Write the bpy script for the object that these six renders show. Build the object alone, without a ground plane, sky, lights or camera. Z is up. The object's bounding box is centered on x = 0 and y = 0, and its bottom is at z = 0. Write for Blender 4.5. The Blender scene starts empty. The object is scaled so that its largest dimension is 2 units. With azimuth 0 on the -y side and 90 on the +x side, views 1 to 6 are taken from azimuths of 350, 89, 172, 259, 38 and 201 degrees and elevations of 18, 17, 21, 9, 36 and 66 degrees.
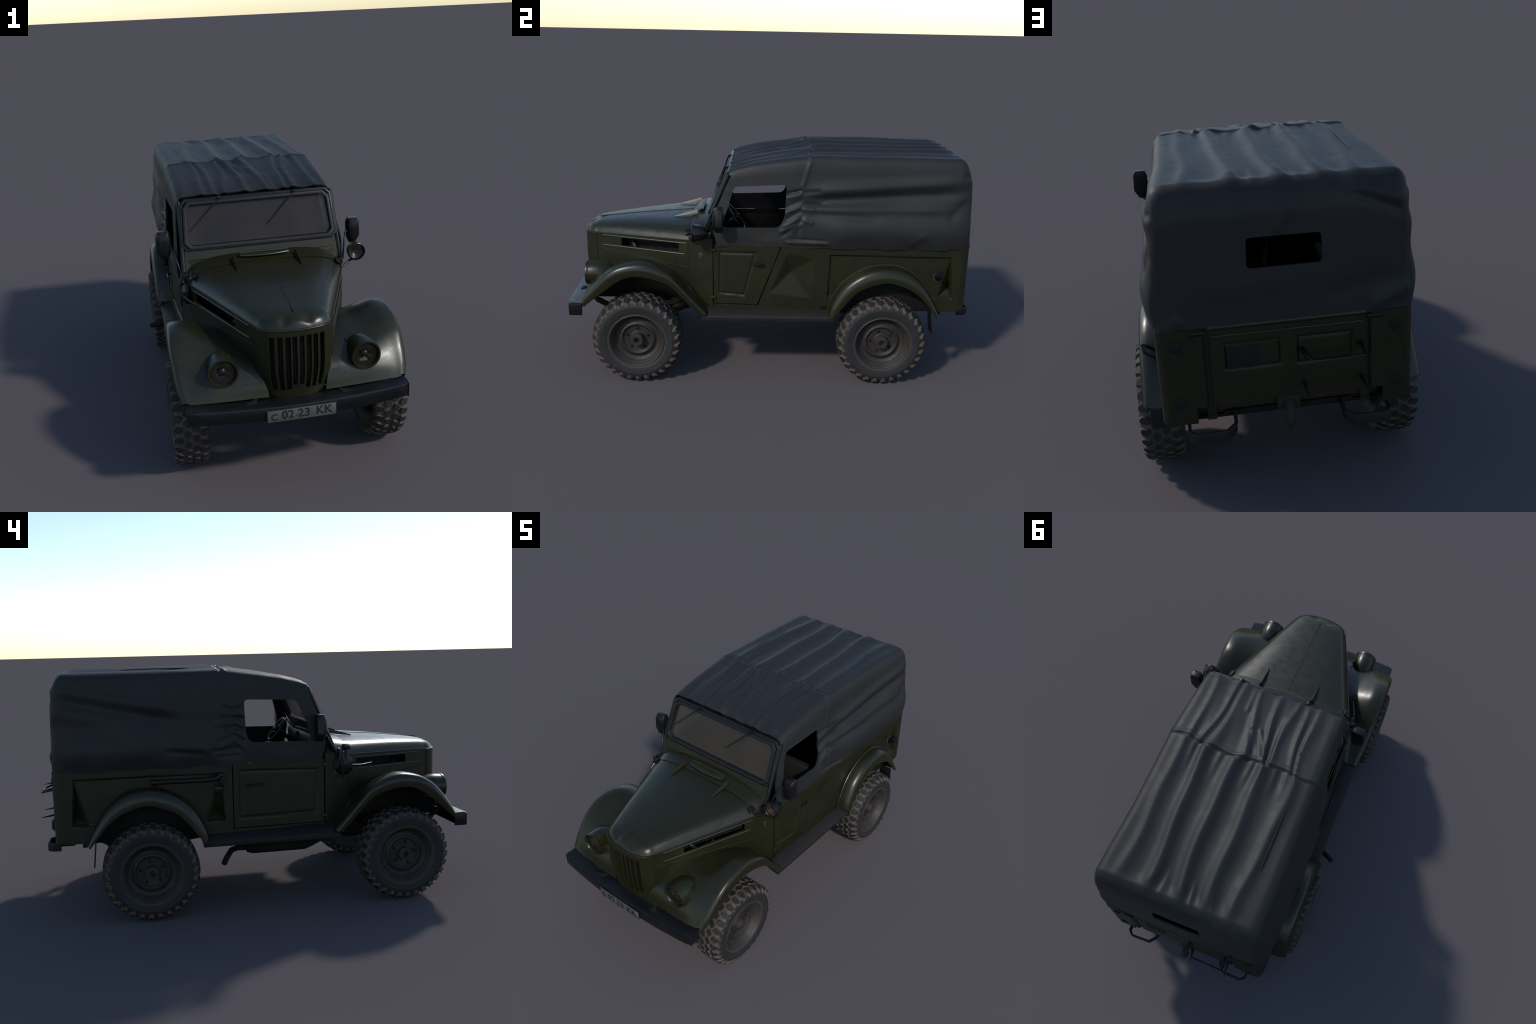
import bpy, bmesh, math, random
import numpy as np
from mathutils import Vector, Matrix

random.seed(7)
RNG = np.random.default_rng(11)
X0 = 0.013                      # the body's middle plane in the frame

# ------------------------------------------------------------------ materials
def new_mat(name):
    m = bpy.data.materials.new(name)
    m.use_nodes = True
    nt = m.node_tree
    nt.nodes.clear()
    out = nt.nodes.new('ShaderNodeOutputMaterial')
    b = nt.nodes.new('ShaderNodeBsdfPrincipled')
    nt.links.new(b.outputs[0], out.inputs[0])
    return m, nt, b, out

def coords(nt, scale=(1, 1, 1)):
    tc = nt.nodes.new('ShaderNodeTexCoord')
    mp = nt.nodes.new('ShaderNodeMapping')
    mp.inputs['Scale'].default_value = scale
    nt.links.new(tc.outputs['Object'], mp.inputs[0])
    return mp.outputs[0]

def noise(nt, vec, scale, detail=4, rough=.55):
    n = nt.nodes.new('ShaderNodeTexNoise')
    n.inputs['Scale'].default_value = scale
    n.inputs['Detail'].default_value = detail
    n.inputs['Roughness'].default_value = rough
    nt.links.new(vec, n.inputs['Vector'])
    return n.outputs['Fac']

def ramp(nt, fac, stops):
    r = nt.nodes.new('ShaderNodeValToRGB')
    e = r.color_ramp.elements
    while len(e) < len(stops):
        e.new(.5)
    for k, (p, c) in zip(e, stops):
        k.position = p
        k.color = (c, c, c, 1) if isinstance(c, (int, float)) else (*c, 1)
    nt.links.new(fac, r.inputs[0])
    return r.outputs[0]

def mix(nt, fac, a, b):
    m = nt.nodes.new('ShaderNodeMix')
    m.data_type = 'RGBA'
    for sock, v in ((m.inputs[0], fac), (m.inputs[6], a), (m.inputs[7], b)):
        if isinstance(v, (int, float)):
            sock.default_value = v
        elif isinstance(v, tuple):
            sock.default_value = (*v, 1)
        else:
            nt.links.new(v, sock)
    return m.outputs[2]

def bump(nt, b, h, strength, dist):
    n = nt.nodes.new('ShaderNodeBump')
    n.inputs['Strength'].default_value = strength
    n.inputs['Distance'].default_value = dist
    nt.links.new(h, n.inputs['Height'])
    nt.links.new(n.outputs[0], b.inputs['Normal'])

def mottled(name, a, b_, spot=None, scale=9, rough=(.35, .5), spec=.5, metal=0.,
            spot_amt=(.60, .72), fine=90, bstr=.15, bdist=.002, sscale=22, speck=0.):
    m, nt, b, out = new_mat(name)
    v = coords(nt)
    n1 = noise(nt, v, scale, 6)
    col = mix(nt, ramp(nt, n1, [(.35, 0.), (.68, 1.)]), a, b_)
    n2 = noise(nt, v, sscale, 8, .68)
    if speck:
        n3 = noise(nt, v, 130, 4, .7)
        col = mix(nt, ramp(nt, n3, [(.56, 0.), (.70, speck)]), col, (.004, .004, .002))
    if spot:
        col = mix(nt, ramp(nt, n2, [(spot_amt[0], 0.), (spot_amt[1], 1.)]), col, spot)
    nt.links.new(col, b.inputs['Base Color'])
    r = ramp(nt, n2, [(.3, rough[0]), (.75, rough[1])])
    nt.links.new(r, b.inputs['Roughness'])
    b.inputs['Specular IOR Level'].default_value = spec
    b.inputs['Metallic'].default_value = metal
    if bstr:
        bump(nt, b, noise(nt, v, fine, 3), bstr, bdist)
    return m

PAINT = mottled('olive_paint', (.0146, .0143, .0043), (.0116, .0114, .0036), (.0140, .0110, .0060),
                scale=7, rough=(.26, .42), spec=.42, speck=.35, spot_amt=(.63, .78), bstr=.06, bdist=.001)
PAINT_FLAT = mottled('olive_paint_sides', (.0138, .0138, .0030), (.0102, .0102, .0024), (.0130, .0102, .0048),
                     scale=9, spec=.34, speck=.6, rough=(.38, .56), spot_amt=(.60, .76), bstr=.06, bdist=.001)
CANVAS = mottled('tarpaulin', (.0198, .0197, .0199), (.0170, .0170, .0173), None, scale=5,
                 rough=(.48, .60), spec=.27, fine=420, bstr=.10, bdist=.001)
BLACK = mottled('black_enamel', (.0050, .0053, .0062), (.0075, .0075, .0080), (.016, .014, .013),
                scale=14, rough=(.24, .42), spec=.30, spot_amt=(.70, .86))
RUBBER = mottled('black_rubber', (.0065, .007, .008), (.009, .009, .0095), None, rough=(.42, .55), spec=.3)
RUST = mottled('rusty_underbody', (.018, .013, .010), (.026, .017, .012), (.045, .025, .014),
               scale=18, rough=(.7, .9), spec=.3, bstr=.4, bdist=.003)
DARK = mottled('dark_underbody', (.006, .0055, .005), (.010, .0085, .0075), (.018, .013, .009),
               scale=16, rough=(.75, .9), spec=.2)
STEP = mottled('worn_step_paint', (.018, .0145, .0132), (.013, .0112, .0108), (.036, .033, .031),
               scale=12, rough=(.5, .7), spec=.22, spot_amt=(.66, .8))
RIM = mottled('rusty_wheel_paint', (.036, .0275, .0225), (.026, .0225, .020), (.054, .031, .019),
              scale=22, rough=(.5, .72), spot_amt=(.55, .72), spec=.4, sscale=34, bstr=.3)
STEEL = mottled('dull_steel', (.06, .06, .063), (.04, .04, .04), (.03, .022, .016), rough=(.25, .4), metal=.7)
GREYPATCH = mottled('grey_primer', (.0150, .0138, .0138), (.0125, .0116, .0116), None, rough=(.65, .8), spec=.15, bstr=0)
SEAT = mottled('seat_leatherette', (.008, .008, .0075), (.011, .0105, .0095), None, rough=(.5, .65))
BULB = mottled('amber_reflector', (.07, .038, .025), (.03, .02, .015), None, rough=(.25, .4), scale=30)
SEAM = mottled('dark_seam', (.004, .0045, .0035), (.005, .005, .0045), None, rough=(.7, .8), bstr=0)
EDGE = mottled('pale_olive_edge', (.022, .024, .014), (.030, .031, .022), (.016, .017, .006),
               scale=16, rough=(.30, .45), spot_amt=(.55, .65))
PLATE = mottled('plate_white', (.090, .088, .084), (.065, .062, .058), (.03, .027, .024), scale=20, rough=(.4, .6))
INK = mottled('plate_black', (.006, .006, .006), (.01, .01, .01), None, rough=(.5, .6), bstr=0)
REDTAG = mottled('red_tag', (.30, .02, .015), (.25, .02, .015), None, rough=(.5, .6), bstr=0)

def tyre_material():
    m, nt, b, out = new_mat('dusty_tyre_rubber')
    tc = nt.nodes.new('ShaderNodeTexCoord')
    sep = nt.nodes.new('ShaderNodeSeparateXYZ')
    nt.links.new(tc.outputs['Object'], sep.inputs[0])
    def mth(op, a, c=None):
        n = nt.nodes.new('ShaderNodeMath'); n.operation = op
        for s, v in zip(n.inputs, (a, c)):
            if v is None: continue
            if isinstance(v, (int, float)): s.default_value = v
            else: nt.links.new(v, s)
        return n.outputs[0]
    r = mth('SQRT', mth('ADD', mth('MULTIPLY', sep.outputs[1], sep.outputs[1]),
                        mth('MULTIPLY', sep.outputs[2], sep.outputs[2])))
    nz = noise(nt, tc.outputs['Object'], 30, 6, .65)
    rr = mth('ADD', r, mth('MULTIPLY', mth('SUBTRACT', nz, .5), .010))
    fac = mth('DIVIDE', mth('SUBTRACT', rr, .10), .12)
    p = lambda x: (x - .10) / .12
    # dust lies in the grooves between the lugs and in a thin band at the bead
    groove = ramp(nt, fac, [(0, .7), (p(.134), .7), (p(.142), .04), (p(.186), .03), (p(.193), 1.), (p(.2050), 1.), (p(.2080), .08), (1, .08)])
    wear = ramp(nt, noise(nt, tc.outputs['Object'], 60, 5, .7), [(.3, .55), (.62, 1.)])
    g2 = nt.nodes.new('ShaderNodeMath'); g2.operation = 'MULTIPLY'
    nt.links.new(groove, g2.inputs[0]); nt.links.new(wear, g2.inputs[1])
    rub = mix(nt, nz, (.0115, .0122, .0132), (.0175, .018, .0188))
    col = mix(nt, g2.outputs[0], rub, (.085, .065, .052))
    nt.links.new(col, b.inputs['Base Color'])
    b.inputs['Roughness'].default_value = .68
    b.inputs['Specular IOR Level'].default_value = .35
    bump(nt, b, noise(nt, tc.outputs['Object'], 160, 3), .25, .002)
    return m
TYRE = tyre_material()
LUG = mottled('worn_lug_rubber', (.0105, .0112, .0122), (.0160, .0162, .0168), (.040, .032, .026), scale=40, rough=(.55, .7), spec=.3, spot_amt=(.62, .75), sscale=60)
GROOVE = mottled('groove_dust', (.092, .070, .056), (.070, .054, .044), (.03, .026, .023), scale=40, rough=(.8, .95), spec=.15, spot_amt=(.60, .75), sscale=50)
DISC = mottled('shade_darkened_wheel_paint', (.024, .0190, .0158), (.017, .0150, .0138), (.040, .0225, .0135), scale=26, rough=(.5, .7), spot_amt=(.56, .72), spec=.4, sscale=34, bstr=.3)  # rim paint darkened to bake in the shade of the wheel's recess

def glass_material(name, dust, tint, strength):
    m, nt, b, out = new_mat(name)
    v = coords(nt, (1, 1, 1))
    d1 = noise(nt, v, 4.5, 3, .5)
    d2 = noise(nt, coords(nt, (26, 6, 3)), 4, 6, .7)
    col = mix(nt, ramp(nt, d1, [(.35, 0.), (.65, 1.)]), dust, tint)
    nt.links.new(col, b.inputs['Base Color'])
    b.inputs['Roughness'].default_value = .22
    tr = nt.nodes.new('ShaderNodeBsdfTransparent')
    tr.inputs[0].default_value = (.86, .85, .84, 1)
    ms = nt.nodes.new('ShaderNodeMixShader')
    mm = nt.nodes.new('ShaderNodeMath'); mm.operation = 'MULTIPLY_ADD'
    mm.inputs[1].default_value = .10
    mm.inputs[2].default_value = strength
    nt.links.new(d2, mm.inputs[0])
    nt.links.new(mm.outputs[0], ms.inputs[0])
    nt.links.new(tr.outputs[0], ms.inputs[1])
    nt.links.new(b.outputs[0], ms.inputs[2])
    nt.links.new(ms.outputs[0], out.inputs[0])
    return m
GLASS = glass_material('dusty_windscreen_glass', (.030, .026, .024), (.056, .040, .030), .43)
LENS = glass_material('lamp_glass', (.02, .018, .016), (.035, .028, .022), .10)

# ------------------------------------------------------------------ builders
ROOT = bpy.data.objects.new('off_road_car', None)
bpy.context.scene.collection.objects.link(ROOT)
ROOT.location = (X0, 0, 0)
ROOT['label'] = 'olive green military off-road car with dark canvas top'
ROOT['category'] = 'car'

def link(ob, parent):
    bpy.context.scene.collection.objects.link(ob)
    ob.parent = parent if parent else ROOT
    return ob

def bake(ob):
    dg = bpy.context.evaluated_depsgraph_get()
    dg.update()
    me = bpy.data.meshes.new_from_object(ob.evaluated_get(dg))
    me.name = ob.name
    old = ob.data
    ob.modifiers.clear()
    ob.data = me
    bpy.data.meshes.remove(old)

def shade(me, angle):
    for p in me.polygons:
        p.use_smooth = angle > 0
    if 0 < angle < 179:
        me.set_sharp_from_angle(angle=math.radians(angle))

def make(name, verts, faces, mat, parent=None, angle=35, solid=0., offset=0., bevel=0., segs=2,
         weld=True, mats=None, origin=None):
    me = bpy.data.meshes.new(name)
    V = np.asarray(verts, float).reshape(-1, 3)
    if origin is not None:
        V = V - np.array(origin)
    me.from_pydata(V.tolist(), [], [list(map(int, f)) for f in faces])
    bm = bmesh.new(); bm.from_mesh(me)
    if weld:
        bmesh.ops.remove_doubles(bm, verts=bm.verts, dist=1e-5)
    bmesh.ops.recalc_face_normals(bm, faces=bm.faces)
    bm.to_mesh(me); bm.free()
    for mm in (mats or [mat]):
        me.materials.append(mm)
    ob = bpy.data.objects.new(name, me)
    link(ob, parent)
    if origin is not None:
        ob.location = origin
    if solid:
        md = ob.modifiers.new('s', 'SOLIDIFY'); md.thickness = solid; md.offset = offset
    if bevel:
        md = ob.modifiers.new('b', 'BEVEL'); md.width = bevel; md.segments = segs
        md.limit_method = 'ANGLE'; md.angle_limit = math.radians(40)
    if solid or bevel:
        bake(ob)
    shade(ob.data, angle)
    return ob

def grid_faces(n, m, keep=None, wrap=False):
    F = []
    mm = m if wrap else m - 1
    for i in range(n - 1):
        for j in range(mm):
            if keep is not None and not keep[i, j]:
                continue
            k = (j + 1) % m
            F.append((i * m + j, i * m + k, (i + 1) * m + k, (i + 1) * m + j))
    return F

def sheet(name, P, mat, keep=None, wrap=False, **kw):
    P = np.asarray(P, float)
    n, m = P.shape[:2]
    return make(name, P.reshape(-1, 3), grid_faces(n, m, keep, wrap), mat, **kw)

def box(name, c, s, mat, bevel=.003, rot=None, **kw):
    c = np.array(c, float)
    V = np.array([[x, y, z] for x in (-.5, .5) for y in (-.5, .5) for z in (-.5, .5)]) * np.array(s)
    if rot is not None:
        V = V @ np.array(rot.to_matrix()).T
    F = [(0, 1, 3, 2), (4, 6, 7, 5), (0, 4, 5, 1), (2, 3, 7, 6), (0, 2, 6, 4), (1, 5, 7, 3)]
    return make(name, V + c, F, mat, bevel=bevel, **kw)

def prism(name, poly, lo, hi, axis, mat, **kw):
    """poly: 2D points in the two axes other than `axis`, extruded lo..hi"""
    n = len(poly)
    V = []
    for h in (lo, hi):
        for a, b in poly:
            V.append({'x': (h, a, b), 'y': (a, h, b), 'z': (a, b, h)}[axis])
    F = [tuple(range(n)), tuple(range(2 * n - 1, n - 1, -1))]
    F += [(i, (i + 1) % n, n + (i + 1) % n, n + i) for i in range(n)]
    return make(name, V, F, mat, **kw)

def catmull(pts, n):
    """n samples of a Catmull-Rom spline through pts"""
    P = np.asarray(pts, float)
    Q = np.vstack([2 * P[0] - P[1], P, 2 * P[-1] - P[-2]])
    out = []
    for u in np.linspace(0, len(P) - 1 - 1e-9, n):
        i = int(u); t = u - i
        a, b, c, d = Q[i], Q[i + 1], Q[i + 2], Q[i + 3]
        out.append(.5 * (2 * b + (c - a) * t + (2 * a - 5 * b + 4 * c - d) * t * t + (3 * b - a - 3 * c + d) * t ** 3))
    return np.array(out)

def poly_path(pts, n):
    P = np.asarray(pts, float)
    L = np.r_[0, np.cumsum(np.linalg.norm(np.diff(P, axis=0), axis=1))]
    t = np.linspace(0, L[-1], n)
    return np.stack([np.interp(t, L, P[:, k]) for k in range(P.shape[1])], 1)

def tube_data(pts, r, n=8, closed=False):
    P = np.asarray(pts, float)
    m = len(P)
    R = np.broadcast_to(np.asarray(r, float), (m,))
    T = np.gradient(P, axis=0) if not closed else np.roll(P, -1, 0) - np.roll(P, 1, 0)
    T /= np.linalg.norm(T, axis=1)[:, None]
    up = np.array([0, 0, 1.]) if abs(T[0][2]) < .9 else np.array([1., 0, 0])
    A = np.cross(T[0], up); A /= np.linalg.norm(A)
    V = []
    for i in range(m):
        A = A - T[i] * (A @ T[i]); A /= np.linalg.norm(A)
        B = np.cross(T[i], A)
        for k in range(n):
            a = 2 * math.pi * k / n
            V.append(P[i] + R[i] * (math.cos(a) * A + math.sin(a) * B))
    F = []
    for i in range(m if closed else m - 1):
        j = (i + 1) % m
        for k in range(n):
            l = (k + 1) % n
            F.append((i * n + k, i * n + l, j * n + l, j * n + k))
    if not closed:
        F += [tuple(range(n)), tuple(range(m * n - 1, (m - 1) * n - 1, -1))]
    return np.array(V), F

def tube(name, pts, r, mat, n=8, closed=False, **kw):
    V, F = tube_data(pts, r, n, closed)
    return make(name, V, F, mat, angle=kw.pop('angle', 50), **kw)

def revolve_data(profile, n, axis='x', phase=0.):
    """profile of (position along axis, radius)"""
    P = np.asarray(profile, float)
    V = []
    for a, r in P:
        for k in range(n):
            t = 2 * math.pi * k / n + phase
            c, s = r * math.cos(t), r * math.sin(t)
            V.append({'x': (a, c, s), 'y': (c, a, s), 'z': (c, s, a)}[axis])
    return np.array(V), grid_faces(len(P), n, wrap=True)

def revolve(name, profile, n, mat, axis='x', center=(0, 0, 0), angle=40, local=False, phase=0., **kw):
    V, F = revolve_data(profile, n, axis, phase)
    if profile[0][1] > 1e-6 and kw.pop('cap', True):
        F = F + [tuple(range(n)), tuple(range(len(V) - 1, len(V) - n - 1, -1))]
    kw.pop('cap', None)
    return make(name, V + (0 if local else np.array(center)), F, mat, angle=angle, **kw)

def smooth(a, b, x):
    t = np.clip((x - a) / (b - a), 0, 1)
    return t * t * (3 - 2 * t)

def inside(y, z, poly):
    """inward distance to the border of a convex polygon (positive inside)"""
    P = np.asarray(poly, float)
    area = 0.5 * np.sum(P[:, 0] * np.roll(P[:, 1], -1) - np.roll(P[:, 0], -1) * P[:, 1])
    if area < 0:
        P = P[::-1]
    d = np.full(np.broadcast(y, z).shape, 9.)
    for i in range(len(P)):
        a, b = P[i], P[(i + 1) % len(P)]
        t = (b - a) / np.linalg.norm(b - a)
        d = np.minimum(d, t[0] * (z - a[1]) - t[1] * (y - a[0]))
    return d

def interp(x, table):
    t = np.asarray(table, float)
    return np.interp(x, t[:, 0], t[:, 1])

# ------------------------------------------------------------------ body sides
SIDE = [(-.40, .334), (-.285, .363), (-.10, .378), (0., .383), (.895, .384)]
def side_x(y):
    return interp(y, SIDE)

def side_panel(name, corners, s, depth=None, cut=None, nx=120, nz=50, lift=0., mat=PAINT_FLAT, **kw):
    """bilinear sheet over four (y,z) corners TL,TR,BR,BL lying on the body side"""
    c = np.array(corners, float)
    u = np.linspace(0, 1, nx)[:, None, None]; v = np.linspace(0, 1, nz)[None, :, None]
    Q = (1 - v) * ((1 - u) * c[0] + u * c[1]) + v * ((1 - u) * c[3] + u * c[2])
    y, z = Q[..., 0], Q[..., 1]
    x = side_x(y) + lift - (.010 * smooth(-.29, -.15, y) * (1 - smooth(.0, .25, y)) if s < 0 else 0)
    if depth is not None:
        x = x - depth(y, z)
    keep = None
    if cut is not None:
        yc = .25 * (y[1:, 1:] + y[:-1, 1:] + y[1:, :-1] + y[:-1, :-1])
        zc = .25 * (z[1:, 1:] + z[:-1, 1:] + z[1:, :-1] + z[:-1, :-1])
        keep = ~cut(yc, zc)
    return sheet(name, np.stack([s * x, y, z], -1), mat, keep, solid=.006, offset=0, angle=28, **kw)

def arch_z(y):
    """line where the rear wing meets the body side"""
    return interp(y, [(.255, .335), (.30, .44), (.37, .53), (.44, .568), (.52, .58), (.60, .572), (.67, .538), (.725, .475), (.795, .335)])

def arch_cut(y, z):
    return (z < arch_z(y) - .035) & (y > .27) & (y < .78)

BIG_R = [(.262, .626), (.838, .622), (.856, .412), (.256, .411)]
BIG_L = [(.19, .627), (.835, .63), (.85, .42), (.18, .405)]
P1 = [(.065, .629), (.193, .606), (.181, .404), (-.02, .431)]
EMB_R = [(-.262, .632), (-.079, .633), (-.133, .408), (-.264, .416)]
EMB_L = [(-.256, .625), (.117, .637), (.119, .408), (-.25, .412)]

def pyramid(y, z, poly, apex, D):
    """pressed hollow: deepest at the apex, flat facets up to every edge"""
    P = np.asarray(poly, float)
    area = 0.5 * np.sum(P[:, 0] * np.roll(P[:, 1], -1) - np.roll(P[:, 0], -1) * P[:, 1])
    if area < 0:
        P = P[::-1]
    d = np.full(np.shape(y), 9.)
    for i in range(len(P)):
        a, b = P[i], P[(i + 1) % len(P)]
        t = (b - a) / np.linalg.norm(b - a)
        f = lambda yy, zz: t[0] * (zz - a[1]) - t[1] * (yy - a[0])
        d = np.minimum(d, f(y, z) / f(*apex))
    return D * np.clip(d, 0, 1)

def depth_right(y, z):
    d = .010 * smooth(0, .007, inside(y, z, BIG_R))
    d = d + pyramid(y, z, [(.838, .620), (.783, .412), (.856, .414)], (.838, .452), .032)
    return d + pyramid(y, z, P1, (.080, .535), .020)

def depth_left(y, z):
    d = .008 * smooth(0, .006, inside(y, z, BIG_L))
    d = d + pyramid(y, z, [(.835, .628), (.772, .418), (.85, .42)], (.828, .455), .036)
    return d + pyramid(y, z, [(.225, .54), (.275, .408), (.18, .405), (.190, .53)], (.205, .44), .036)

TOPZ, BOTZ = .664, .346
TUB = bpy.data.objects.new('body_tub', None)
link(TUB, None)
side_panel('quarter_panel', [(.036, TOPZ), (.225, TOPZ), (.225, .3685), (-.071, .3685)], 1, depth_right, None, 60, 70, parent=TUB)
side_panel('quarter_panel', [(.225, TOPZ), (.886, TOPZ), (.886, BOTZ), (.225, BOTZ)], 1, depth_right, arch_cut, 150, 70, parent=TUB)
side_panel('quarter_panel', [(.146, TOPZ), (.886, TOPZ), (.886, BOTZ), (.146, .3685)], -1, depth_left, arch_cut, 160, 66, parent=TUB)
side_panel('rocker_panel', [(-.285, .3675), (.262, .3675), (.262, BOTZ - .01), (-.285, BOTZ - .01)], 1, None, None, 50, 4, parent=TUB)
side_panel('rocker_panel', [(-.285, .3675), (.262, .3675), (.262, BOTZ - .01), (-.285, BOTZ - .01)], -1, None, None, 50, 4, parent=TUB)

def emb(poly):
    return lambda y, z: .005 * smooth(0, .007, inside(y, z, poly)) - .003 * smooth(.010, .018, inside(y, z, poly))
door_r = side_panel('door', [(-.282, TOPZ - .002), (.030, TOPZ - .002), (-.076, .3715), (-.282, .3715)], 1, emb(EMB_R), None, 76, 66)
door_l = side_panel('door', [(-.282, TOPZ - .002), (.141, TOPZ - .002), (.141, .3715), (-.282, .3715)], -1, emb(EMB_L), None, 90, 66)
for d, s, y0, y1, z in ((door_r, 1, -.10, -.052, .572), (door_l, -1, .0, .072, .563)):
    xs = side_x(y1)
    tube('door_handle', [(s * xs, y1, z), (s * (xs + .016), y1, z), (s * (xs + .018), y1 - .012, z), (s * (xs + .016), y0, z - .002 + .008)],
         [.006, .006, .005, .003], BLACK, 8, parent=d)
    for zz in (.635, .40):                                   # hinges on the front edge
        box('door_hinge', (s * (side_x(-.28) + .005), -.286, zz), (.010, .026, .016), PAINT_FLAT, .003, parent=d)
    # inner trim of the door, seen through the window
    box('door_trim', (s * .356, (-.27 + y1) / 2, .51), (.006, .30, .26), PAINT_FLAT, .004, parent=d)

# cowl side, behind the engine side panel
for s in (1, -1):
    side_panel('cowl_side', [(-.403, .690), (-.288, .690), (-.288, .336), (-.403, .336)], s, None, None, 14, 24, parent=TUB)

# rear wall of the tub
path = poly_path([(.384, .884), (.380, .904), (.362, .920), (.25, .924), (.245, .912), (-.25, .912), (-.255, .924), (-.362, .920), (-.380, .904), (-.384, .884)], 120)
zz = np.linspace(.352, TOPZ, 30)
P = np.array([[(x, y, z) for z in zz] for x, y in path])
keep = np.ones((119, 29), bool)
for i in range(119):
    for j in range(29):
        if abs(path[i][0]) < .285 and zz[j] < .398:
            keep[i, j] = False
sheet('rear_panel', P, PAINT_FLAT, keep, parent=TUB, solid=.006, angle=35)
# tailgate
tx = np.linspace(-.236, .230, 120); tz = np.linspace(.404, .655, 64)
X, Z = np.meshgrid(tx, tz, indexing='ij')
Y = np.full_like(X, .9165)
for poly in ([(.192, .612), (.018, .612), (.018, .517), (.192, .517)], [(-.024, .611), (-.200, .611), (-.200, .513), (-.024, .513)]):
    e = inside(X, Z, poly)
    Y -= .006 * smooth(0, .006, e) - .004 * smooth(.008, .014, e)
tailgate = sheet('tailgate', np.stack([X, Y, Z], -1), PAINT_FLAT, solid=.010, offset=0, angle=28)
bpy.context.view_layer.update()
tube('tailgate_roll', [(-.238, .914, .661), (0, .915, .661), (.232, .914, .661)], .011, PAINT, 12, parent=tailgate)
box('tailgate_bead', (0, .9235, .636), (.45, .005, .004), EDGE, .0015, parent=tailgate)
for x in (.255, -.262):
    box('rear_seam', (x, .9255, .53), (.0035, .003, .25), SEAM, 0, parent=TUB)
for x, w in ((.262, .05), (-.262, .05)):
    box('tailgate_latch_bracket', (x, .926, .650), (w, .010, .015), BLACK, .004, parent=tailgate)
for x, z in ((.326, .614), (-.324, .615), (.327, .427), (-.325, .427)):
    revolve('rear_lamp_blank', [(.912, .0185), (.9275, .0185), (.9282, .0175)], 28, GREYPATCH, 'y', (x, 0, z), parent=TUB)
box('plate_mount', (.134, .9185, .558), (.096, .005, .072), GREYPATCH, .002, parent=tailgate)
# tailgate handle and lower catches
tube('tailgate_handle', [(-.046, .918, .564), (-.052, .940, .560), (-.067, .976, .548), (-.12, .978, .548), (-.219, .981, .552), (-.223, .945, .560), (-.224, .918, .564)],
     [.006, .005, .004, .004, .004, .005, .006], BLACK, 6, parent=tailgate)
for x in (-.045, -.222):
    tube('tailgate_catch', [(x, .918, .452), (x, .950, .446), (x - .006, .991, .440)], [.007, .005, .0015], BLACK, 6, parent=tailgate)
    tube('tailgate_catch', [(x + .01, .918, .565), (x + .008, .945, .566), (x, .985, .560)], [.006, .004, .0015], BLACK, 6, parent=tailgate)

# rear wings (wheel arches)
RW = [(.262, .346), (.278, .40), (.318, .474), (.372, .524), (.44, .562), (.52, .576), (.60, .568), (.668, .530), (.722, .468), (.765, .39), (.790, .335)]
RL = [(.287, .318), (.300, .35), (.345, .41), (.396, .466), (.45, .492), (.525, .512), (.60, .496), (.66, .468), (.705, .428), (.745, .38), (.778, .338)]
for s in (1, -1):
    a = catmull(RW, 60); b = catmull(RL, 60)
    rows = []
    for t, xo in ((0, .381), (.05, .402), (.12, .420), (.26, .436), (.50, .446), (.80, .4495), (1., .449)):
        q = a + (b - a) * t
        bulge = .012 * math.sin(math.pi * min(t * 1.1, 1))
        rows.append(np.stack([np.full(60, s * (xo + (.007 if s < 0 and t > .04 else 0))), q[:, 0], q[:, 1] + bulge * .6 + (.003 if s < 0 and t < .9 else 0)], 1))
    rows.append(np.stack([np.full(60, s * .434), b[:, 0], b[:, 1] + .004], 1))
    wing = sheet('rear_wing', np.array(rows), PAINT, solid=.005, angle=50)
    tube('wing_seam_bead', [(s * .3855, y, z + .004) for y, z in catmull(RW, 40)], .0035, EDGE, 6, parent=wing)

# wheel house boxes and floor, closing the body from below
for s in (1, -1):
    prism('wheel_house', [(.25, .345), (.29, .50), (.40, .60), (.64, .60), (.76, .50), (.80, .345)], s * .24, s * .372, 'x', DARK, bevel=.004, parent=TUB)
box('floor', (0, .31, .352), (.74, 1.16, .02), DARK, .002, parent=TUB)
box('bulkhead', (0, -.36, .50), (.64, .012, .32), DARK, .002, parent=TUB)

# running boards
for s in (1, -1):
    prof = [(.372, .356), (.395, .349), (.432, .334), (.440, .327), (.439, .306), (.430, .303), (.372, .315)]
    ys = np.linspace(-.338, .288, 20)
    P = np.array([[(s * x, y + (0 if y > -.3 else 0), z) for x, z in prof] for y in ys])
    V = P.reshape(-1, 3); m = len(prof)
    F = grid_faces(20, m, wrap=True) + [tuple(range(m)), tuple(range(len(V) - 1, len(V) - m - 1, -1))]
    make('running_board', V, F, STEP, bevel=.002, angle=30)

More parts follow.
